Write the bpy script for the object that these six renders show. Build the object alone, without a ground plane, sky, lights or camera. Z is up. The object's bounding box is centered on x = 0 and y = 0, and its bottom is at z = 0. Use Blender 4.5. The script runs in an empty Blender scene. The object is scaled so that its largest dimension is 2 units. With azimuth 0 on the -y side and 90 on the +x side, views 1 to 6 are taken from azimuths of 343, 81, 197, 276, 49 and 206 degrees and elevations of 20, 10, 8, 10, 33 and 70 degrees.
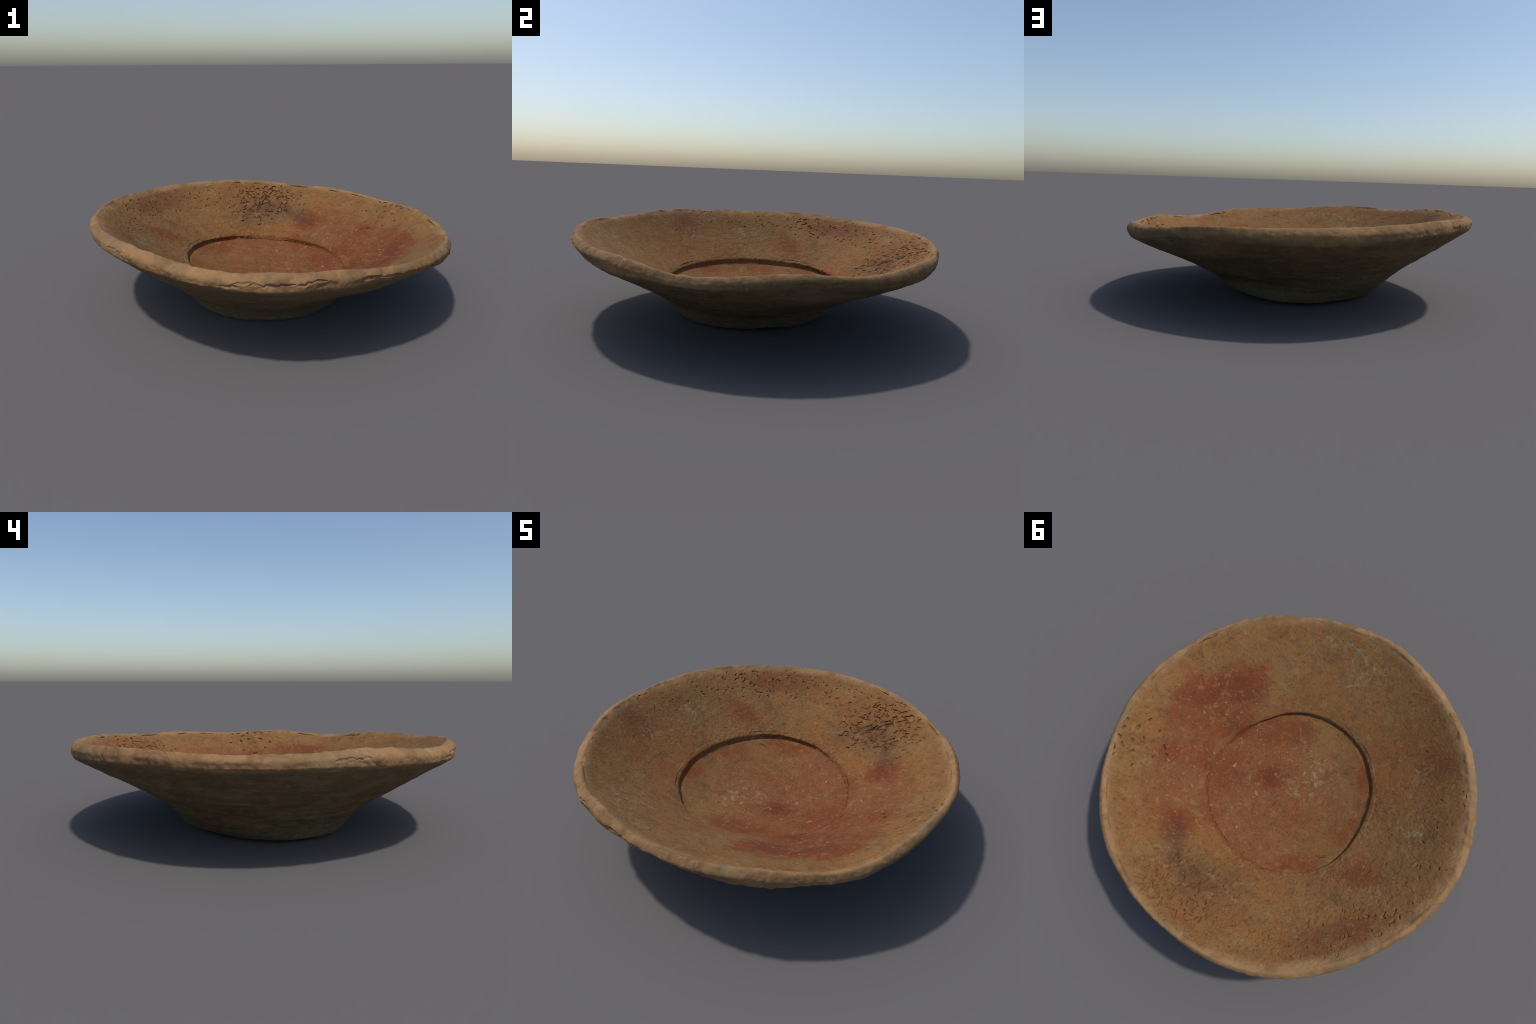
"""Hand-shaped clay bowl: a wide, slightly warped flared bowl with a thick pale lip,
a sunken round well with a stepped edge, a small foot, red stains, cracks and pits.

The body is a lathe-like loft.  Every 'station' of the cross-section is a ring given by a
mean radius / height plus a few harmonics (order, amplitude, phase in degrees) that
describe how the potter's hand and the firing warped it."""
import bpy, math
import numpy as np

RNG = np.random.default_rng(7)
TAU = 2 * math.pi

STATIONS = {
    'floor_edge': ((0.4760, [(1, 0.0156, -156), (2, 0.0084, -155), (3, 0.0101, 39), (4, 0.0039, 97)]),
        (0.1588, [(1, 0.029, 175)])),
    'step_top': ((0.4847, [(1, 0.0173, -156), (2, 0.0038, 172), (3, 0.01, 32), (4, 0.0034, -4), (5, 0.0041, -22)]),
        (0.1895, [(1, 0.0368, 163), (2, 0.0054, 88)])),
    'lip_inner': ((0.9602, [(1, 0.0164, 9), (2, 0.0056, -103), (3, 0.0019, -87), (4, 0.006, -61), (5, 0.0052, 156)]),
        (0.4523, [(1, 0.0505, -175), (2, 0.0055, 179), (3, 0.0028, 101), (4, 0.0042, 50), (5, 0.0035, 29)])),
    'crest': ((0.9675, [(1, 0.015, 23), (2, 0.0095, -93), (4, 0.0038, -77), (5, 0.0051, 160), (6, 0.003, -60), (8, 0.0039, -160), (9, 0.0018, 170)]),
        (0.4610, [(1, 0.052, -174), (2, 0.0071, -171), (3, 0.0021, 127), (4, 0.0029, 54), (5, 0.0038, 19), (6, 0.0027, 127), (7, 0.0056, 9), (8, 0.0038, -35), (9, 0.002, -16), (10, 0.002, 13)])),
    'lip_outer': ((0.9948, [(1, 0.0068, -11), (2, 0.0059, -77), (3, 0.0024, -10), (5, 0.0063, 176), (6, 0.0033, -58), (7, 0.0017, -44), (8, 0.0017, -118)]),
        (0.4375, [(1, 0.0515, -175), (2, 0.0056, 178), (3, 0.0048, 132), (4, 0.0026, 11), (5, 0.0027, -11), (6, 0.0026, 78), (7, 0.0064, 24), (8, 0.0024, -29)])),
    'lip_under': ((0.9927, [(1, 0.002, 2), (2, 0.0077, -71), (3, 0.0051, -36), (4, 0.0062, -93), (5, 0.0079, -158)]),
        (0.4088, [(1, 0.0422, -173), (2, 0.0041, 9), (4, 0.0081, -21), (5, 0.0084, -16)])),
    'knee': ((0.5025, [(1, 0.0226, -150), (2, 0.0051, 41), (3, 0.0056, -52), (4, 0.0055, 94)]),
        (0.0860, [(1, 0.0059, 30), (2, 0.002, 167), (3, 0.0079, -92)])),
    'foot_edge': ((0.4231, [(1, 0.0262, -145), (2, 0.008, 89), (3, 0.0093, -64), (4, 0.0066, 61)]),
        (0.0128, [(1, 0.0094, 75), (2, 0.0052, 39)])),
    'wall_high': ((0.8848, [(1, 0.0036, -138), (2, 0.0057, -61), (3, 0.0052, -40)]),
        (0.3302, [(1, 0.0367, -177), (2, 0.0034, -40), (3, 0.0037, -72)])),
    'wall_mid': ((0.7476, [(1, 0.0104, -147), (2, 0.0037, -32), (3, 0.0053, -45)]),
        (0.2558, [(1, 0.02, 165), (2, 0.0027, -72), (3, 0.0047, -73)])),
    'wall_low': ((0.6103, [(1, 0.0172, -149), (2, 0.0037, 16), (3, 0.0054, -49)]),
        (0.1754, [(1, 0.0122, 142), (2, 0.0029, -122), (3, 0.0056, -78)])),
}

# ------------------------------------------------------------------ ring angles
# finer spacing on the side that carries the cracks and pits
def ring_angles(n):
    fine = np.linspace(0, TAU, 7200, endpoint=False)
    deg = np.degrees(fine)
    bump = lambda c, w: np.exp(-(((deg - c + 180) % 360 - 180) / w) ** 2)
    density = 1 + 0.9 * bump(75, 24) + 0.6 * bump(10, 14) + 0.4 * bump(135, 22)
    cum = np.concatenate([[0], np.cumsum(density)])
    t = np.linspace(0, cum[-1], n, endpoint=False)
    return np.interp(t, cum, np.linspace(0, TAU, 7201))

NT = 1900
TH = ring_angles(NT)
COS, SIN = np.cos(TH), np.sin(TH)


# places where the hand pushed the clay out of true: station, angle, spread, dr, dz
DENTS = (('wall_high', 20, 50, 0.0, -0.014), ('wall_mid', 10, 52, 0.0, -0.018), ('wall_low', -12, 34, 0.008, -0.012),
         ('lip_under', 30, 34, 0.0, -0.014), ('lip_under', 105, 38, -0.004, 0.0), ('knee', -18, 26, 0.010, -0.004),
         ('knee', 100, 40, -0.017, 0.0), ('wall_mid', 175, 45, 0.0, -0.003), ('wall_low', 180, 60, 0.0, -0.006),
         ('wall_mid', -50, 30, 0.0, -0.004), ('wall_low', -50, 20, 0.0, -0.006),
         ('step_top', -68, 22, 0.0, 0.022), ('step_top', 80, 45, 0.0, -0.012),
         ('floor_edge', -50, 30, 0.0, 0.007),
         ('wall_high', -20, 22, 0.0, -0.011), ('wall_mid', -20, 22, 0.0, -0.013), ('wall_low', -20, 22, 0.006, -0.009),
         ('lip_under', -18, 16, 0.0, -0.007), ('wall_low', 60, 25, 0.010, -0.006), ('knee', 50, 40, -0.007, 0.0))
# swelling (+) or hollow (-) of the inner wall: angle, spread, height
BELLY = ((-57, 20, 0.005), (-17, 12, 0.007), (-120, 22, -0.012), (27, 22, -0.005), (75, 18, 0.009), (103, 14, 0.007), (-152, 14, -0.010), (182, 12, 0.006))
WELL_DEPTH = 0.090


def around(c, w):
    return np.exp(-(((np.degrees(TH) - c + 180) % 360 - 180) / w) ** 2)


def ring(name):
    out = []
    for mean, harmonics in STATIONS[name]:
        v = np.full(NT, mean)
        for k, amp, ph in harmonics:
            v = v + amp * np.cos(k * TH - math.radians(ph))
        out.append(v)
    for st, c, w, dr, dz in DENTS:
        if st == name:
            out[0] = out[0] + dr * around(c, w)
            out[1] = out[1] + dz * around(c, w)
    return out


# ------------------------------------------------------------------ noise
def hash3(i, j, k, seed):
    h = (i * 374761393 + j * 668265263 + k * 1274126177 + seed * 974634777) & 0xFFFFFFFF
    h = ((h ^ (h >> 13)) * 1274126177) & 0xFFFFFFFF
    h = ((h ^ (h >> 16)) * 2246822519) & 0xFFFFFFFF
    return ((h ^ (h >> 15)) & 0xFFFF) / 32767.5 - 1.0


def noise3(x, y, z, seed=0):
    xi, yi, zi = (np.floor(a).astype(np.int64) for a in (x, y, z))
    fx, fy, fz = x - xi, y - yi, z - zi
    s = lambda f: f * f * f * (f * (f * 6 - 15) + 10)
    u, v, w = s(fx), s(fy), s(fz)
    tot = 0
    for a in (0, 1):
        for b in (0, 1):
            for c in (0, 1):
                wt = (u if a else 1 - u) * (v if b else 1 - v) * (w if c else 1 - w)
                tot = tot + wt * hash3(xi + a, yi + b, zi + c, seed)
    return tot


def fbm(P, scale, octaves, seed):
    t, amp, norm = 0, 1.0, 0
    for o in range(octaves):
        f = scale * 2 ** o
        t = t + amp * noise3(P[0] * f + 17.3 * o, P[1] * f - 9.1 * o, P[2] * f + 5.7 * o, seed + o)
        norm += amp
        amp *= 0.5
    return t / norm


def smooth(a, b, x):
    t = np.clip((x - a) / (b - a), 0, 1)
    return t * t * (3 - 2 * t)


# ------------------------------------------------------------------ cross-section loft
# stations in order from the middle of the well, over the lip, to the middle of the underside
def loft():
    S = {n: ring(n) for n in STATIONS}
    e_r, e_z = S['floor_edge']
    t_r, t_z = S['step_top']
    zero = np.zeros(NT)
    mid_z = STATIONS['floor_edge'][1][0]
    dish = lambda f: (e_r * f, mid_z * (1 - f) + e_z * f - WELL_DEPTH * (1 - f ** 2.4)
                      + 0.014 * around(-40, 50) * 4 * f * (1 - f))
    wave = lambda k: sum(a * around(c, w) for c, w, a in BELLY) * k - 0.006 * k
    g_r, g_z = S['foot_edge']
    c_r, c_z = S['crest']
    i_r = np.minimum(S['lip_inner'][0], c_r - 0.016)        # the lip never folds inwards
    i_z = np.clip(S['lip_inner'][1], c_z - 0.014, c_z - 0.008)
    a_r = np.maximum(S['lip_outer'][0], c_r + 0.012)
    a_z = np.minimum(S['lip_outer'][1], c_z - 0.012)
    S['lip_outer'] = a_r, a_z
    S['lip_under'] = np.minimum(S['lip_under'][0], a_r + 0.004), np.minimum(S['lip_under'][1], a_z - 0.020)
    mix = lambda f, dr=0.0, dz=0.0: (t_r + (i_r - t_r) * f + dr, t_z + (i_z - t_z) * f + dz)
    # (ring, rows to the next ring, corner?)
    path = [((zero + 0.0005, dish(0)[1]), 22, True),
            (dish(0.35), 24, False),
            (dish(0.70), 20, False),
            ((e_r - 0.012, e_z - 0.002), 5, False),
            ((e_r, e_z + 0.004), 12, False),
            ((t_r - 0.004, t_z - 0.004), 4, False),
            (mix(0.025), 50, False),
            (mix(0.30, 0, wave(0.75) + 0.008 * around(-57, 22)), 50, False),
            (mix(0.60, 0, wave(1.0)), 46, False),
            (mix(0.86, 0, wave(0.5) + 0.010 * around(-175, 14) - 0.004 * around(-8, 20)), 26, False),
            ((i_r, i_z), 8, False),
            (S['crest'], 18, False),
            (S['lip_outer'], 16, False),
            (S['lip_under'], 30, False),
            (S['wall_high'], 34, False),
            (S['wall_mid'], 34, False),
            (S['wall_low'], 30, False),
            (S['knee'], 24, False),
            ((g_r + 0.012, g_z + 0.004), 6, False),
            ((g_r - 0.02, g_z * 0.75), 12, False),
            ((g_r * 0.5, g_z * 0.5 + 0.010), 12, False),
            ((zero + 0.0005, zero + 0.016), 0, True)]
    K = len(path)
    Q = [np.stack(p[0]) for p in path]                       # each (2, NT)
    tangents, reach = [], []
    for k in range(K):
        if k in (0, K - 1):
            a, b = (Q[0], Q[1]) if k == 0 else (Q[-2], Q[-1])
            tangents.append((b - a) / np.maximum(np.hypot(*(b - a)), 1e-6))
            reach.append(np.hypot(*(b - a)))
            continue
        d0, d1 = Q[k] - Q[k - 1], Q[k + 1] - Q[k]
        l0, l1 = np.hypot(*d0) + 1e-6, np.hypot(*d1) + 1e-6
        t = d0 / l0 * l1 + d1 / l1 * l0                      # chord-weighted tangent
        tangents.append(t / np.maximum(np.hypot(*t), 1e-6))
        reach.append(np.minimum(np.minimum(l0, l1) * 1.4, np.maximum(l0, l1)))     # bends stay local
    rows, mark = [], {}
    for k in range(K - 1):
        mark[k] = len(rows)
        n = path[k][1]
        L = np.hypot(*(Q[k + 1] - Q[k]))
        La, Lb = np.minimum(L, reach[k]), np.minimum(L, reach[k + 1])
        for j in range(n):
            u = j / n
            h00, h10 = 2 * u**3 - 3 * u**2 + 1, u**3 - 2 * u**2 + u
            h01, h11 = -2 * u**3 + 3 * u**2, u**3 - u**2
            rows.append(h00 * Q[k] + h10 * La * tangents[k] + h01 * Q[k + 1] + h11 * Lb * tangents[k + 1])
    mark[K - 1] = len(rows)
    rows.append(Q[-1])
    return np.array(rows), mark                              # (NS, 2, NT)


RZ, MARK = loft()
NS = RZ.shape[0]
R, Z = RZ[:, 0, :], RZ[:, 1, :]
P = np.stack([R * COS, R * SIN, Z])                          # (3, NS, NT)
ROW = np.arange(NS)[:, None]
FLOOR_END, WALL_END, LIP_END, OUT_END = MARK[4], MARK[10], MARK[14] - 16, MARK[17] - 6


def grid_normals(P):
    dt = np.roll(P, -1, 2) - np.roll(P, 1, 2)
    ds = np.empty_like(P)
    ds[:, 1:-1] = P[:, 2:] - P[:, :-2]
    ds[:, 0] = P[:, 1] - P[:, 0]
    ds[:, -1] = P[:, -1] - P[:, -2]
    n = np.cross(ds, dt, axis=0)
    n /= np.maximum(np.linalg.norm(n, axis=0), 1e-9)
    n[:, 0] = np.array([0, 0, 1.0])[:, None]
    n[:, -1] = np.array([0, 0, -1.0])[:, None]
    return n


N = grid_normals(P)
if N[2, 5].mean() < 0:
    N = -N
    N[:, 0], N[:, -1] = -N[:, 0], -N[:, -1]

# ------------------------------------------------------------------ relief fields
def band(a, b, soft):
    """1 between rows a and b, fading over 'soft' rows outside."""
    return smooth(a - soft, a, ROW) * (1 - smooth(b, b + soft, ROW)) * np.ones((1, NT))


inside = band(-1, MARK[10], 6)
lip = band(MARK[10] + 6, MARK[13] + 4, 7)
outside = band(MARK[13] + 8, NS, 8)
wall_in = band(MARK[6], MARK[10] - 4, 10)
deg = np.degrees(TH)[None, :]
arc = lambda c, w: np.exp(-(((deg - c + 180) % 360 - 180) / w) ** 2)
rad = np.hypot(P[0], P[1])

relief = np.zeros((NS, NT))
# broad hand-made unevenness
relief += 0.0030 * fbm(P, 5.0, 2, 3) * (inside * 0.6 + outside)
# lip: lumps pressed by fingers, small chips and facets
lump = fbm(P, 6.5, 3, 21)
chip = np.abs(fbm(P, 17.0, 2, 31)) - 0.18          # blunt facets with creases between
front = 0.55 + 0.45 * np.clip(arc(285, 60) + arc(215, 40), 0, 1)
relief += lip * front * (0.0048 * lump + 0.0080 * chip + 0.0016 * fbm(P, 45.0, 2, 35))
lower_edge = band(MARK[13] - 5, MARK[13] + 5, 9)
relief -= lower_edge * 0.0045 * smooth(0.0, 0.5, fbm(P, 13.0, 3, 33)) * (0.5 + 0.5 * front)
# turning marks round the outer wall: noise stretched along the circumference
turn = noise3(TH[None, :] * 3.0 / TAU * 2, Z * 60, rad * 8, 5) * 0.6 + noise3(TH[None, :] * 14 / TAU, Z * 150, rad * 4, 6) * 0.4
relief += outside * 0.0020 * turn
relief += outside * 0.0016 * fbm(P, 34.0, 3, 9)
foot_zone = band(MARK[16], NS, 12)
relief += foot_zone * 0.0030 * fbm(P, 26.0, 3, 14)
# fine granular skin inside, coarser towards the -x, +y side
grain = fbm(P, 60.0, 3, 41)
coarse = 0.12 + 0.66 * np.clip(arc(130, 45) + arc(185, 45) * 0.7 + arc(75, 25), 0, 1)
relief += wall_in * coarse * (0.0030 * grain + 0.0016 * fbm(P, 120.0, 2, 43))
worn = fbm(np.stack([COS * 5, SIN * 5, COS * 0]), 1.0, 3, 51)[None, :]
relief += band(MARK[4], MARK[6], 6) * 0.006 * worn
relief += band(0, MARK[4], 2) * (1 - band(0, 20, 8)) * 0.0008 * grain
relief += band(MARK[4] - 2, MARK[6] + 2, 3) * 0.0042 * fbm(P, 55.0, 2, 47) * np.clip(0.3 + arc(85, 60), 0, 1)

# ------------------------------------------------------------------ cracks, pits and slits
cut = np.zeros((NS, NT))


def carve(pts, width, depth, lo, hi, taper=False):
    """Sink a round-bottomed groove along a polyline of 3D points into rows lo..hi."""
    pts = np.asarray(pts)
    c = pts.mean(0)
    reach = np.linalg.norm(pts - c, axis=1).max() + 2.2 * width
    ang = math.atan2(c[1], c[0])
    half = min(math.pi, reach / max(math.hypot(c[0], c[1]) - reach, 0.05))
    cols = np.nonzero(np.abs((TH - ang + math.pi) % TAU - math.pi) < half)[0]
    sub = P[:, lo:hi, cols]
    d = np.full(sub.shape[1:], 9.0)
    n = len(pts) - 1
    for k, (a, b) in enumerate(zip(pts[:-1], pts[1:])):
        ab = b - a
        L2 = max(ab @ ab, 1e-12)
        t = np.clip(((sub[0] - a[0]) * ab[0] + (sub[1] - a[1]) * ab[1] + (sub[2] - a[2]) * ab[2]) / L2, 0, 1)
        e = np.sqrt(sum((sub[i] - a[i] - t * ab[i]) ** 2 for i in range(3)))
        if taper:
            e = e / (0.25 + 0.75 * np.sin(np.pi * np.clip((k + t) / n, 0, 1)))
        d = np.minimum(d, e)
    g = depth * (1 - smooth(0.35 * width, width, d))
    blk = cut[lo:hi][:, cols]
    cut[lo:hi, cols] = np.maximum(blk, g)


IN_LO, IN_HI = MARK[6], MARK[10]


def on_wall(x, y):
    """Point of the inner wall above (x, y)."""
    j = np.argmin(np.abs((TH - math.atan2(y, x) + math.pi) % TAU - math.pi))
    q = math.hypot(x, y)
    return np.array([x, y, np.interp(q, R[IN_LO:IN_HI, j], Z[IN_LO:IN_HI, j])])


def crack(x, y, length, lean, width, depth, kinks=4, jag=0.5):
    """Jagged stroke through (x, y); lean = angle from the tangential direction."""
    a = math.atan2(y, x) + math.pi / 2 + lean
    step = length / kinks
    px, py = x - math.cos(a) * length / 2, y - math.sin(a) * length / 2
    line = [on_wall(px, py)]
    bend = RNG.normal(0, 0.15)
    for _ in range(kinks):
        a2 = a + RNG.normal(0, jag)
        a += bend
        px, py = px + math.cos(a2) * step, py + math.sin(a2) * step
        line.append(on_wall(px, py))
    carve(line, width, depth, IN_LO, IN_HI)


# main crackled patch: clusters (x, y, spread, count, mean length)
for cx, cy, spread, count, mean in ((0.36, 0.74, 0.065, 8, 0.020), (0.22, 0.74, 0.085, 13, 0.024),
                                    (0.06, 0.68, 0.070, 9, 0.026), (0.17, 0.85, 0.065, 9, 0.024),
                                    (0.03, 0.80, 0.075, 7, 0.022), (0.28, 0.82, 0.060, 10, 0.021),
                                    (0.12, 0.60, 0.050, 8, 0.022), (0.46, 0.68, 0.06, 8, 0.015)):
    for _ in range(count):
        x, y = RNG.normal(cx, spread), RNG.normal(cy, spread)
        if not 0.53 < math.hypot(x, y) < 0.945:
            continue
        crack(x, y, mean * RNG.lognormal(-0.1, 0.5), RNG.normal(0.1, 0.7),
              RNG.uniform(0.0034, 0.0056), RNG.uniform(0.005, 0.010), kinks=int(RNG.integers(3, 6)), jag=0.65)
    for _ in range(count // 2):                              # crumbs between the cracks
        x, y = RNG.normal(cx, spread), RNG.normal(cy, spread)
        if 0.53 < math.hypot(x, y) < 0.945:
            crack(x, y, RNG.uniform(0.003, 0.010), RNG.normal(0, 0.8), RNG.uniform(0.003, 0.0045),
                  RNG.uniform(0.004, 0.008), kinks=2)
# a few long cracks near the lip
for x, y, l, lean in ((0.30, 0.87, 0.075, 0.1), (0.16, 0.71, 0.06, 1.25), (0.24, 0.76, 0.05, 1.0)):
    crack(x, y, l, lean, 0.0052, 0.012, kinks=7)
# crackle: broken network of shrinkage cracks around slightly raised plates
def crackle(cx, cy, rx, ry, rot, cell, depth):
    cols = np.nonzero(np.abs((TH - math.atan2(cy, cx) + math.pi) % TAU - math.pi) < 0.75)[0]
    Q = P[:, IN_LO:IN_HI, cols]
    wx = Q[0] + 0.010 * fbm(Q, 28.0, 2, 61)
    wy = Q[1] + 0.010 * fbm(Q, 28.0, 2, 62)
    c, s = math.cos(rot), math.sin(rot)
    dx, dy = Q[0] - cx, Q[1] - cy
    e = np.hypot((dx * c + dy * s) / rx, (dy * c - dx * s) / ry) + 0.45 * fbm(Q, 9.0, 2, 63)
    gx, gy = wx / cell, wy / cell
    ix, iy = np.floor(gx).astype(np.int64), np.floor(gy).astype(np.int64)
    f1 = np.full(gx.shape, 9.0)
    f2 = f1.copy()
    for a in (-1, 0, 1):
        for b in (-1, 0, 1):
            px = ix + a + 0.5 + 0.42 * hash3(ix + a, iy + b, ix * 0, 71)
            py = iy + b + 0.5 + 0.42 * hash3(ix + a, iy + b, ix * 0, 72)
            d = np.hypot(gx - px, gy - py)
            f2 = np.minimum(f2, np.maximum(f1, d))
            f1 = np.minimum(f1, d)
    gaps = smooth(-0.02, 0.16, fbm(Q, 34.0, 2, 64))          # many cracks are healed over
    g = depth * (1 - smooth(0.03, 0.17, f2 - f1)) * gaps * (1 - smooth(0.65, 1.05, e))
    blk = cut[IN_LO:IN_HI][:, cols]
    cut[IN_LO:IN_HI, cols] = np.maximum(blk, g)


crackle(0.20, 0.77, 0.26, 0.17, -0.2, 0.034, 0.009)
crackle(0.08, 0.66, 0.16, 0.10, 0.1, 0.040, 0.006)

# scattered crescent pits on the +x side
for x, y, s in ((0.895, 0.228, 1.2), (0.879, 0.097, 1.3), (0.965, 0.150, 1.1), (0.838, 0.232, 1.0), (0.716, 0.116, 1.2),
                (0.93, 0.20, 1.0), (0.92, 0.26, 1.2), (0.87, 0.18, 1.1), (0.94, 0.09, 0.8), (0.80, 0.30, 0.7),
                (0.85, 0.02, 0.8), (0.955, 0.24, 0.9), (0.78, 0.05, 0.7), (0.90, 0.30, 0.8), (0.83, 0.13, 0.6),
                (0.69, 0.15, 0.9), (0.74, 0.20, 0.6), (0.93, 0.14, 0.9)):
    crack(x, y, 0.016 * s, RNG.normal(0.2, 0.5), 0.0072 * s, 0.013, kinks=3, jag=0.5)
# rough break on the -x, +y shoulder
for x, y, l, lean in ((-0.775, 0.405, 0.035, 0.3), (-0.735, 0.435, 0.04, 1.0), (-0.78, 0.45, 0.025, 0.2), (-0.745, 0.535, 0.022, 0.1),
                      (-0.70, 0.47, 0.02, -0.6), (-0.80, 0.42, 0.018, 0.8)):
    crack(x, y, l, lean, 0.0052, 0.007, kinks=5, jag=0.7)
# tiny gouges in the coarse zone along the +y / -x rim
for _ in range(130):
    a = math.radians(RNG.choice([RNG.normal(118, 12), RNG.normal(140, 12), RNG.normal(168, 18), RNG.normal(98, 10)]))
    q = RNG.uniform(0.74, 0.93)
    crack(q * math.cos(a), q * math.sin(a), RNG.uniform(0.006, 0.018), RNG.normal(0, 0.9),
          RNG.uniform(0.0032, 0.0048), RNG.uniform(0.003, 0.007), kinks=2)


def rim_slit(a0, a1, below, width, depth):
    """Groove that follows the lip just under its inner edge."""
    line = []
    for d in np.arange(a0, a1 + 0.01, 2.0):
        j = np.argmin(np.abs((TH - math.radians(d) + math.pi) % TAU - math.pi))
        row = MARK[10] - below
        line.append(P[:, row, j] + RNG.normal(0, 0.0015, 3))
    carve(line, width, depth, MARK[10] - 16, MARK[11] + 4, taper=True)


for a0, a1 in ((-39, -31), (-18, -9), (1, 10), (26, 34), (40, 44), (54, 63), (84, 88), (196, 199)):
    rim_slit(a0, a1, 3, 0.0050, 0.008)


def lip_groove(a0, a1, row_f, width, depth):
    """Fold line along the outer face of the lip."""
    line = []
    for d in np.arange(a0, a1 + 0.01, 0.8):
        j = np.argmin(np.abs((TH - math.radians(d) + math.pi) % TAU - math.pi))
        row = int(MARK[12] + row_f * (MARK[13] - MARK[12]) + 1.5 * math.sin(d * 0.35) + RNG.normal(0, 1.3))
        line.append(P[:, row, j])
    carve(line, width, depth, MARK[11], MARK[14], taper=True)


for a0, a1, f, w, dpt in ((240, 251, 0.45, 0.008, 0.005), (251, 263, 0.30, 0.008, 0.007), (275, 290, 0.25, 0.012, 0.009),
                          (201, 207, 0.20, 0.008, 0.005), (303, 311, 0.7, 0.010, 0.004), (24, 30, 0.6, 0.010, 0.005)):
    d = a0
    while d < a1:                                            # a flaked ledge: short overlapping breaks
        run = RNG.uniform(2.5, 6.0)
        lip_groove(d, d + run, f + RNG.normal(0, 0.10), w * RNG.uniform(0.7, 1.3), dpt * RNG.uniform(0.5, 1.2))
        d += run * RNG.uniform(0.6, 1.0)

# worn crease where the step fades out on the +x side
def step_crease(a0, a1, width, depth):
    line = []
    for d in np.arange(a0, a1 + 0.01, 2.0):
        j = np.argmin(np.abs((TH - math.radians(d) + math.pi) % TAU - math.pi))
        line.append(P[:, MARK[4] - 2 + int(RNG.integers(-1, 2)), j] + RNG.normal(0, 0.0012, 3))
    carve(line, width, depth, MARK[4] - 14, MARK[6])


for a0 in range(-110, 170, 10):
    step_crease(a0, a0 + 10, RNG.uniform(0.006, 0.009), RNG.uniform(0.004, 0.008))

# pits outside: one deep hole under the lip, small ones on the foot
def pit(x, y, z, size, depth, up=0.0):
    p = np.array([x, y, z])
    carve([p - np.array([0, 0, up]), p + np.array([0, 0, up])], size, depth, MARK[13], NS)


pit(0.832, 0.371, 0.300, 0.012, 0.022, up=0.012)
for x, y, z, s in ((-0.538, -0.206, 0.130, 0.008), (-0.406, -0.353, 0.089, 0.013), (-0.36, 0.373, 0.107, 0.011),
                   (0.30, -0.36, 0.09, 0.009), (0.42, 0.20, 0.10, 0.008), (-0.1, 0.48, 0.06, 0.008)):
    pit(x, y, z, s, 0.008)

# cracks lean up-slope, leaving a small overhang
up_dir = np.empty_like(P)
up_dir[:, :-1] = P[:, 1:] - P[:, :-1]
up_dir[:, -1] = up_dir[:, -2]
up_dir /= np.maximum(np.linalg.norm(up_dir, axis=0), 1e-9)
lean = band(IN_LO, IN_HI, 2) * (0.9 - 0.7 * arc(8, 16))
D = P + N * (relief - cut) + up_dir * (cut * lean)

# ------------------------------------------------------------------ fit to the frame
D = D.astype(np.float64)
lo, hi = D.reshape(3, -1).min(1), D.reshape(3, -1).max(1)
scale = 2.0 / max(hi - lo)
D[0] = (D[0] - (lo[0] + hi[0]) / 2) * scale
D[1] = (D[1] - (lo[1] + hi[1]) / 2) * scale
D[2] = (D[2] - lo[2]) * scale
ND = grid_normals(D)
if ND[2, 5].mean() < 0:
    ND = -ND
    ND[:, 0], ND[:, -1] = -ND[:, 0], -ND[:, -1]

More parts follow.
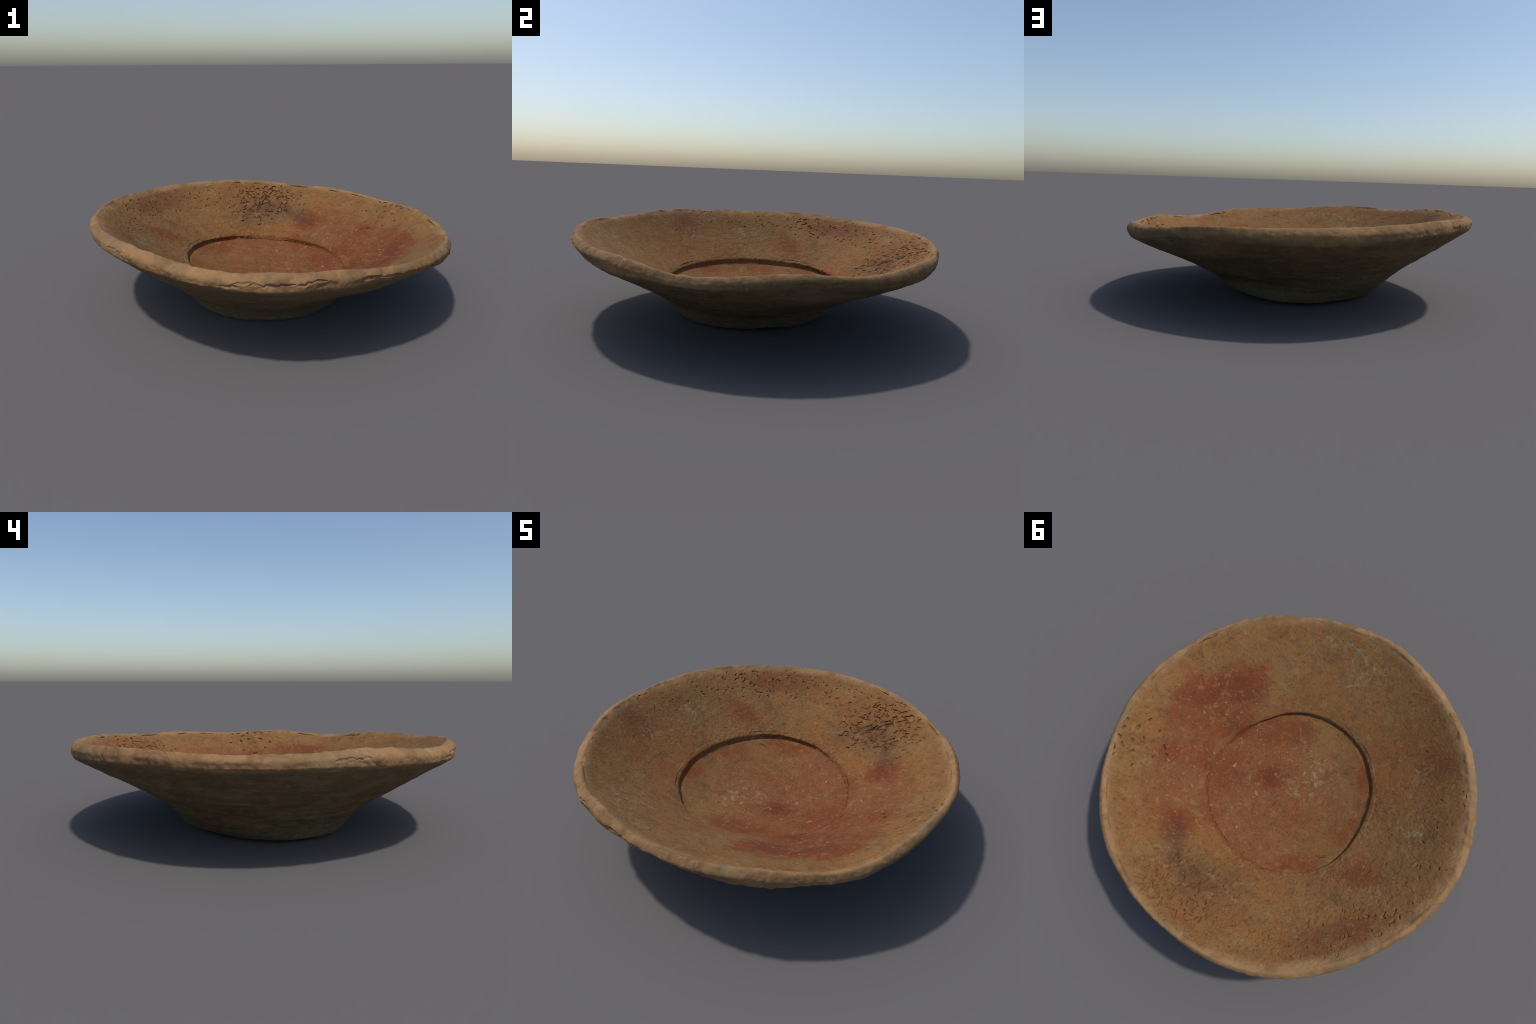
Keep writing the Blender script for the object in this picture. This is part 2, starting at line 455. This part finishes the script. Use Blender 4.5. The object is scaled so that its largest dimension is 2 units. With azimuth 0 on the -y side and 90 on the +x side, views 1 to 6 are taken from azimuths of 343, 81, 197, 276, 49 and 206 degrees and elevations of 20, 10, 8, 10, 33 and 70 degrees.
# ------------------------------------------------------------------ materials
class Nodes:
    def __init__(self, name):
        self.mat = bpy.data.materials.new(name)
        self.mat.use_nodes = True
        self.nt = self.mat.node_tree
        self.nt.nodes.clear()
        self.co = self.add('ShaderNodeTexCoord').outputs['Object']

    def add(self, kind, **props):
        n = self.nt.nodes.new(kind)
        for k, v in props.items():
            setattr(n, k, v)
        return n

    def put(self, sock, v):
        if hasattr(v, 'is_output') or isinstance(v, bpy.types.NodeSocket):
            self.nt.links.new(v, sock)
        else:
            sock.default_value = v

    def math(self, op, a, b=0.0, clamp=False):
        n = self.add('ShaderNodeMath', operation=op, use_clamp=clamp)
        self.put(n.inputs[0], a)
        self.put(n.inputs[1], b)
        return n.outputs[0]

    def vec(self, op, a, b):
        n = self.add('ShaderNodeVectorMath', operation=op)
        self.put(n.inputs[0], a)
        self.put(n.inputs[1], b)
        return n.outputs['Value'] if op == 'LENGTH' else n.outputs[0]

    def mapping(self, loc=(0, 0, 0), rot=0.0, scl=(1, 1, 1), co=None):
        m = self.add('ShaderNodeMapping', vector_type='TEXTURE')
        m.inputs['Location'].default_value = loc
        m.inputs['Rotation'].default_value = (0, 0, rot)
        m.inputs['Scale'].default_value = scl
        self.put(m.inputs['Vector'], co or self.co)
        return m.outputs[0]

    def noise(self, scale, detail=3.0, rough=0.55, dist=0.0, co=None, color=False):
        n = self.add('ShaderNodeTexNoise')
        self.put(n.inputs['Vector'], co or self.co)
        n.inputs['Scale'].default_value = scale
        n.inputs['Detail'].default_value = detail
        n.inputs['Roughness'].default_value = rough
        n.inputs['Distortion'].default_value = dist
        return n.outputs['Color' if color else 'Fac']

    def ramp(self, v, a, b, ca=0.0, cb=1.0):
        n = self.add('ShaderNodeMapRange', interpolation_type='SMOOTHSTEP')
        self.put(n.inputs['Value'], v)
        for k, x in (('From Min', a), ('From Max', b), ('To Min', ca), ('To Max', cb)):
            n.inputs[k].default_value = x
        return n.outputs[0]

    def mix(self, fac, a, b, blend='MIX'):
        n = self.add('ShaderNodeMix', data_type='RGBA', blend_type=blend)
        self.put(n.inputs[0], fac)
        for s, v in ((n.inputs[6], a), (n.inputs[7], b)):
            self.put(s, v if not isinstance(v, tuple) else (*v, 1.0))
        return n.outputs[2]

    def blob(self, co, x, y, rx, ry, rot=0.0, soft=0.5):
        """1 inside an ellipse of the plan view, fading to 0 at its edge."""
        m = self.mapping((x, y, 0), math.radians(rot), (rx, ry, 1e4), co)
        return self.ramp(self.vec('LENGTH', m, (0, 0, 0)), 1.0 + soft * 0.5, 1.0 - soft, 0.0, 1.0)


def srgb(r, g, b, k=1.0):
    f = lambda c: ((c / 255 + 0.055) / 1.055) ** 2.4 if c > 10 else c / 255 / 12.92
    return tuple(f(c) * k for c in (r, g, b))


def ring_in_nodes(g, name, which, top):
    """Radius or height of a station as a function of the angle, built from its harmonics."""
    sep = g.add('ShaderNodeSeparateXYZ')
    g.put(sep.inputs[0], g.co)
    ang = g.math('ARCTAN2', sep.outputs[1], sep.outputs[0])
    mean, harm = STATIONS[name][which]
    v = mean
    for k, amp, ph in harm:
        if k > top:
            continue
        c = g.math('COSINE', g.math('SUBTRACT', g.math('MULTIPLY', ang, float(k)), math.radians(ph)))
        v = g.math('ADD', g.math('MULTIPLY', c, amp), v)
    rad = g.math('SQRT', g.math('ADD', g.math('MULTIPLY', sep.outputs[0], sep.outputs[0]),
                                g.math('MULTIPLY', sep.outputs[1], sep.outputs[1])))
    return v, rad, sep.outputs[2]


BROWN, BROWN_DARK, BROWN_WARM = srgb(120, 88, 50), srgb(101, 73, 43), srgb(122, 82, 45)
RED, RED_BRIGHT, ORANGE, GREY = srgb(106, 55, 29), srgb(116, 56, 27), srgb(122, 74, 36), srgb(84, 66, 46)
LIP, LIP_DARK, PALE, PALE_GREEN = srgb(142, 109, 74), srgb(118, 89, 59), srgb(160, 132, 96), srgb(132, 124, 98)


def lip_colour(g):
    c = g.mix(g.ramp(g.noise(7.0, 5, 0.65, 0.5), 0.42, 0.62), LIP, LIP_DARK)
    c = g.mix(g.ramp(g.noise(15.0, 4, 0.65, 0.5), 0.54, 0.70, 0, 0.5), c, srgb(106, 84, 58))
    c = g.mix(g.ramp(g.noise(28.0, 3, 0.6, 0.5), 0.55, 0.75, 0, 0.45), c, srgb(158, 120, 84))
    c = g.mix(g.ramp(g.noise(5.0, 3, 0.6, 0.8), 0.52, 0.68, 0, 0.55), c, srgb(118, 100, 72))
    return g.mix(g.ramp(g.noise(90.0, 2, 0.6), 0.62, 0.74, 0, 0.4), c, srgb(92, 68, 46))


def finish(g, colour, bump_scale, bump_strength):
    fine = g.noise(bump_scale, 4, 0.65)
    b = g.add('ShaderNodeBump')
    b.inputs['Strength'].default_value = bump_strength
    b.inputs['Distance'].default_value = 0.004
    g.put(b.inputs['Height'], fine)
    s = g.add('ShaderNodeBsdfPrincipled')
    g.put(s.inputs['Base Color'], colour)
    s.inputs['Roughness'].default_value = 0.92
    s.inputs['Specular IOR Level'].default_value = 0.2
    g.put(s.inputs['Normal'], b.outputs[0])
    o = g.add('ShaderNodeOutputMaterial')
    g.nt.links.new(s.outputs[0], o.inputs[0])
    return g.mat


def inside_material(name='stained_clay_inside'):
    g = Nodes(name)
    wob = g.add('ShaderNodeVectorMath', operation='SUBTRACT')
    g.put(wob.inputs[0], g.noise(7.0, 4, 0.62, color=True))
    wob.inputs[1].default_value = (0.5, 0.5, 0.5)
    sc = g.add('ShaderNodeVectorMath', operation='SCALE')
    g.put(sc.inputs[0], wob.outputs[0])
    sc.inputs['Scale'].default_value = 0.16
    co = g.vec('ADD', g.co, sc.outputs[0])
    patchy = g.ramp(g.noise(26.0, 5, 0.65, 0.4), 0.30, 0.60, 0.72, 1.0)
    cloud = g.ramp(g.noise(8.0, 4, 0.6, 0.5), 0.36, 0.60, 0.78, 1.0)
    patchy = g.math('MULTIPLY', patchy, cloud)

    c = g.mix(g.ramp(g.noise(4.5, 5, 0.6, 0.6), 0.36, 0.66), BROWN, BROWN_WARM)
    c = g.mix(g.ramp(g.noise(8.0, 5, 0.65, 0.8), 0.50, 0.72, 0, 0.75), c, BROWN_DARK)

    c = g.mix(g.ramp(g.noise(12.0, 4, 0.6, 0.6), 0.52, 0.68, 0, 0.45), c, srgb(106, 87, 62))
    c = g.mix(g.ramp(g.noise(9.5, 4, 0.6, 0.9), 0.52, 0.68, 0, 0.55), c, srgb(114, 74, 46))

    def stain(colour, strength, spots, patch=True):
        nonlocal c
        total = None
        for s in spots:
            b = g.blob(co, *s)
            total = b if total is None else g.math('MAXIMUM', total, b)
        f = g.math('MULTIPLY', total, strength)
        if patch:
            f = g.math('MULTIPLY', f, patchy)
        c = g.mix(f, c, colour)

    # coarser, duller side (-x) and ochre areas
    stain(BROWN_DARK, 0.55, ((-0.78, 0.02, 0.22, 0.50, 0, 0.8), (-0.62, -0.55, 0.20, 0.30, 40, 0.8)))
    stain(ORANGE, 0.60, ((-0.46, -0.30, 0.10, 0.26, 33, 0.8), (0.15, 0.50, 0.45, 0.09, -12, 0.8), (-0.58, -0.42, 0.17, 0.24, 40, 0.8), (0.55, 0.42, 0.16, 0.20, 0, 0.8), (0.10, 0.78, 0.30, 0.16, 0, 0.9),))
    # reddish wash over the well and the +x wall
    stain(srgb(112, 66, 39), 0.90, ((0.19, -0.02, 0.32, 0.43, -12, 0.4), (0.50, -0.05, 0.26, 0.36, 0, 0.6), (0.58, 0.10, 0.20, 0.44, 5, 0.7), (-0.20, 0.37, 0.24, 0.08, 28, 0.6),
                                    (0.10, 0.32, 0.30, 0.13, -20, 0.7), (-0.10, 0.05, 0.30, 0.35, 0, 0.9)))
    stain(RED, 0.98, ((0.52, 0.02, 0.12, 0.16, 0, 0.8), (0.60, -0.29, 0.33, 0.17, 56, 0.35), (0.47, -0.46, 0.14, 0.13, 30, 0.4), (0.48, -0.22, 0.14, 0.20, 0, 0.7),
                      (0.12, -0.05, 0.12, 0.10, 30, 0.7), (0.19, -0.33, 0.20, 0.10, 25, 0.7), (0.44, 0.45, 0.13, 0.10, 20, 0.7),
                      (-0.57, 0.29, 0.13, 0.10, 30, 0.7), (0.69, 0.12, 0.05, 0.10, 0, 0.6), (0.36, 0.08, 0.10, 0.30, 8, 0.9)))
    stain(srgb(92, 42, 26), 0.80, ((0.66, -0.30, 0.14, 0.07, 56, 0.8), (0.48, -0.40, 0.10, 0.08, 0, 0.8), (0.12, -0.06, 0.08, 0.06, 30, 0.8),
                                   (0.44, 0.47, 0.08, 0.06, 20, 0.8), (0.40, -0.24, 0.06, 0.10, -25, 0.8)))
    stain(RED_BRIGHT, 0.75, ((0.71, -0.34, 0.08, 0.06, 50, 0.8), (0.43, -0.54, 0.04, 0.08, 10, 0.8), (-0.395, -0.23, 0.045, 0.11, 30, 0.7),
                             (-0.425, 0.07, 0.045, 0.11, -10, 0.7), (-0.22, 0.385, 0.17, 0.04, 30, 0.7), (0.69, 0.13, 0.04, 0.05, 0, 0.8),
                             (-0.12, 0.06, 0.03, 0.10, 10, 0.8), (0.30, 0.34, 0.10, 0.04, -45, 0.8)))
    stain(srgb(98, 54, 32), 0.85, ((-0.62, 0.57, 0.18, 0.09, 47, 0.8), (-0.48, 0.72, 0.16, 0.09, 35, 0.8), (-0.70, -0.38, 0.10, 0.12, 20, 0.8)))
    # smoky dark clouds
    stain(GREY, 0.60, ((0.04, 0.62, 0.14, 0.09, 10, 0.8), (0.29, 0.64, 0.14, 0.10, -10, 0.8), (0.40, 0.54, 0.07, 0.08, 0, 0.8),
                       (0.15, 0.72, 0.20, 0.12, 0, 0.9)))
    stain(srgb(78, 46, 30), 0.62, ((0.40, 0.53, 0.08, 0.06, 0, 0.9), (0.34, 0.60, 0.09, 0.06, -20, 0.9), (0.22, 0.68, 0.14, 0.06, -15, 0.9)))
    # lime blooms: pale grey-green smears
    smear = g.ramp(g.noise(30.0, 4, 0.6, 0.6), 0.50, 0.66)
    bloom = None
    for s in ((0.147, -0.875, 0.07, 0.05, 0, 0.9), (0.034, -0.87, 0.06, 0.06, 0, 0.9), (-0.04, -0.85, 0.06, 0.05, 0, 0.9),
              (-0.107, -0.726, 0.05, 0.07, 0, 0.9), (-0.653, -0.344, 0.06, 0.09, 20, 0.9), (-0.725, 0.013, 0.05, 0.10, 0, 0.9),
              (-0.15, -0.82, 0.12, 0.12, 0, 0.9), (-0.08, -0.15, 0.18, 0.18, 0, 0.9)):
        b = g.blob(co, *s)
        bloom = b if bloom is None else g.math('MAXIMUM', bloom, b)
    c = g.mix(g.math('MULTIPLY', g.math('MULTIPLY', bloom, smear), 0.75), c, PALE_GREEN)
    # pale temper flecks, mostly on the red side and in the well
    fl = g.ramp(g.noise(34.0, 2, 0.5), 0.665, 0.73)
    where = g.math('MAXIMUM', g.blob(co, 0.35, -0.02, 0.60, 0.62, 0, 0.7), 0.22)
    c = g.mix(g.math('MULTIPLY', g.math('MULTIPLY', fl, where), 0.60), c, PALE)
    # fine dark specks and light grain
    c = g.mix(g.ramp(g.noise(17.0, 4, 0.65, 0.5), 0.50, 0.66, 0, 0.38), c, srgb(82, 60, 36))
    c = g.mix(g.ramp(g.noise(21.0, 4, 0.65, 0.5), 0.54, 0.70, 0, 0.40), c, srgb(140, 112, 76))
    c = g.mix(g.ramp(g.noise(62.0, 3, 0.6, 0.6), 0.54, 0.66, 0, 0.50), c, srgb(66, 48, 30))
    c = g.mix(g.ramp(g.noise(80.0, 2, 0.6, 0.6), 0.60, 0.70, 0, 0.22), c, PALE)
    # circular wiping streaks, strongest in the well
    sp = g.add('ShaderNodeSeparateXYZ')
    g.put(sp.inputs[0], g.co)
    an = g.math('ARCTAN2', sp.outputs[1], sp.outputs[0])
    rr = g.vec('LENGTH', g.vec('MULTIPLY', g.co, (1, 1, 0)), (0, 0, 0))
    pv = g.add('ShaderNodeCombineXYZ')
    g.put(pv.inputs[0], g.math('MULTIPLY', g.math('COSINE', an), 2.2))
    g.put(pv.inputs[1], g.math('MULTIPLY', g.math('SINE', an), 2.2))
    g.put(pv.inputs[2], g.math('MULTIPLY', g.math('ADD', rr, g.math('MULTIPLY', g.noise(4.0, 3, 0.6), 0.12)), 34.0))
    wipe = g.noise(1.0, 4, 0.6, 0.2, pv.outputs[0])
    where = g.ramp(rr, 0.50, 0.75, 1.0, 0.45)
    c = g.mix(g.math('MULTIPLY', g.ramp(wipe, 0.54, 0.70, 0, 0.22), where), c, srgb(132, 98, 66))
    c = g.mix(g.math('MULTIPLY', g.ramp(wipe, 0.46, 0.32, 0, 0.20), where), c, srgb(84, 54, 36))
    # one pale-to-dark scratch in the well
    c = g.mix(g.math('MULTIPLY', g.blob(co, -0.355, 0.25, 0.045, 0.010, 35, 0.8), 0.7), c, srgb(62, 48, 44))
    # the wiped lip: paler clay from the inner edge of the lip outwards
    ri, r, z = ring_in_nodes(g, 'lip_inner', 0, 6)
    dr = g.math('ADD', g.math('SUBTRACT', r, ri), g.math('MULTIPLY', g.math('SUBTRACT', g.noise(14.0, 4, 0.6), 0.5), 0.05))
    c = g.mix(g.ramp(dr, -0.045, 0.006), c, lip_colour(g))
    return finish(g, c, 75.0, 0.6)


def outside_material():
    g = Nodes('olive_clay_outside')
    ring_co = g.mapping(scl=(1, 1, 0.45))
    c = g.mix(g.ramp(g.noise(6.0, 5, 0.6, 0.5, ring_co), 0.36, 0.64), srgb(118, 99, 71), srgb(98, 82, 58))
    c = g.mix(g.ramp(g.noise(3.0, 4, 0.6, 0.8), 0.52, 0.70, 0, 0.6), c, srgb(110, 74, 48))
    c = g.mix(g.ramp(g.noise(20.0, 5, 0.65, 0.4, ring_co), 0.50, 0.74, 0, 0.5), c, srgb(84, 66, 46))
    zb, r, z = ring_in_nodes(g, 'lip_under', 1, 7)
    wob = g.math('SUBTRACT', g.noise(5.0, 4, 0.62), 0.5)
    # grey-green earth film low on the foot
    low = g.ramp(g.math('ADD', z, g.math('MULTIPLY', wob, 0.25)), 0.19, 0.07)
    c = g.mix(g.math('MULTIPLY', low, g.ramp(g.noise(11.0, 4, 0.6), 0.3, 0.6, 0.25, 0.80)), c, srgb(94, 84, 60))
    # thin pale-grey smears under the lip
    c = g.mix(g.math('MULTIPLY', g.ramp(g.noise(9.0, 4, 0.6, 1.0, ring_co), 0.56, 0.70), 0.4), c, srgb(108, 100, 76))
    c = g.mix(g.ramp(g.noise(26.0, 4, 0.65, 0.6), 0.56, 0.70, 0, 0.45), c, srgb(130, 116, 88))
    c = g.mix(g.ramp(g.noise(70.0, 3, 0.6), 0.56, 0.72, 0, 0.45), c, srgb(66, 52, 38))
    # on the +x, +y side the pale colour stops at the upper edge, dark olive below
    sp = g.add('ShaderNodeSeparateXYZ')
    g.put(sp.inputs[0], g.co)
    side = g.math('COSINE', g.math('SUBTRACT', g.math('ARCTAN2', sp.outputs[1], sp.outputs[0]), math.radians(70)))
    side = g.math('MULTIPLY', g.math('MAXIMUM', side, 0.0), 0.030)
    dz = g.math('ADD', g.math('SUBTRACT', g.math('SUBTRACT', z, zb), side), g.math('MULTIPLY', wob, 0.04))
    c = g.mix(g.ramp(dz, -0.026, 0.006), c, lip_colour(g))
    return finish(g, c, 75.0, 0.6)


MAT_IN, MAT_OUT = inside_material(), outside_material()

# ------------------------------------------------------------------ parts
thing = bpy.data.objects.new('clay_bowl', None)
bpy.context.scene.collection.objects.link(thing)
thing['label'] = 'wide handmade brown clay bowl with thick lip and red stains'
thing['category'] = 'bowl'


def part(name, first, last, material, close_first=False, close_last=False):
    """Rows first..last of the body as one mesh, with the whole body's normals."""
    block = D[:, first:last + 1]
    n = block.shape[1]
    co = np.ascontiguousarray(block.transpose(1, 2, 0).reshape(-1, 3))
    nrm = np.ascontiguousarray(ND[:, first:last + 1].transpose(1, 2, 0).reshape(-1, 3))
    s, t = np.meshgrid(np.arange(n - 1), np.arange(NT), indexing='ij')
    t2 = (t + 1) % NT
    quads = np.stack([s * NT + t, (s + 1) * NT + t, (s + 1) * NT + t2, s * NT + t2], -1).reshape(-1, 4)
    loops, starts = quads.ravel(), np.arange(len(quads)) * 4
    mesh = bpy.data.meshes.new(name)
    mesh.vertices.add(len(co))
    mesh.vertices.foreach_set('co', co.ravel())
    mesh.loops.add(len(loops))
    mesh.loops.foreach_set('vertex_index', loops.astype(np.int32))
    mesh.polygons.add(len(quads))
    mesh.polygons.foreach_set('loop_start', starts.astype(np.int32))
    mesh.update(calc_edges=True)
    mesh.validate()
    mesh.polygons.foreach_set('use_smooth', np.ones(len(mesh.polygons), bool))
    mesh.normals_split_custom_set_from_vertices(nrm.tolist())
    mesh.materials.append(material)
    ob = bpy.data.objects.new(name, mesh)
    bpy.context.scene.collection.objects.link(ob)
    ob.parent = thing
    return ob


part('well_floor', 0, FLOOR_END, MAT_IN)
part('inner_wall', FLOOR_END, WALL_END, MAT_IN)
part('lip', WALL_END, LIP_END, MAT_OUT)
part('outer_wall', LIP_END, OUT_END, MAT_OUT)
part('foot', OUT_END, NS - 1, MAT_OUT)
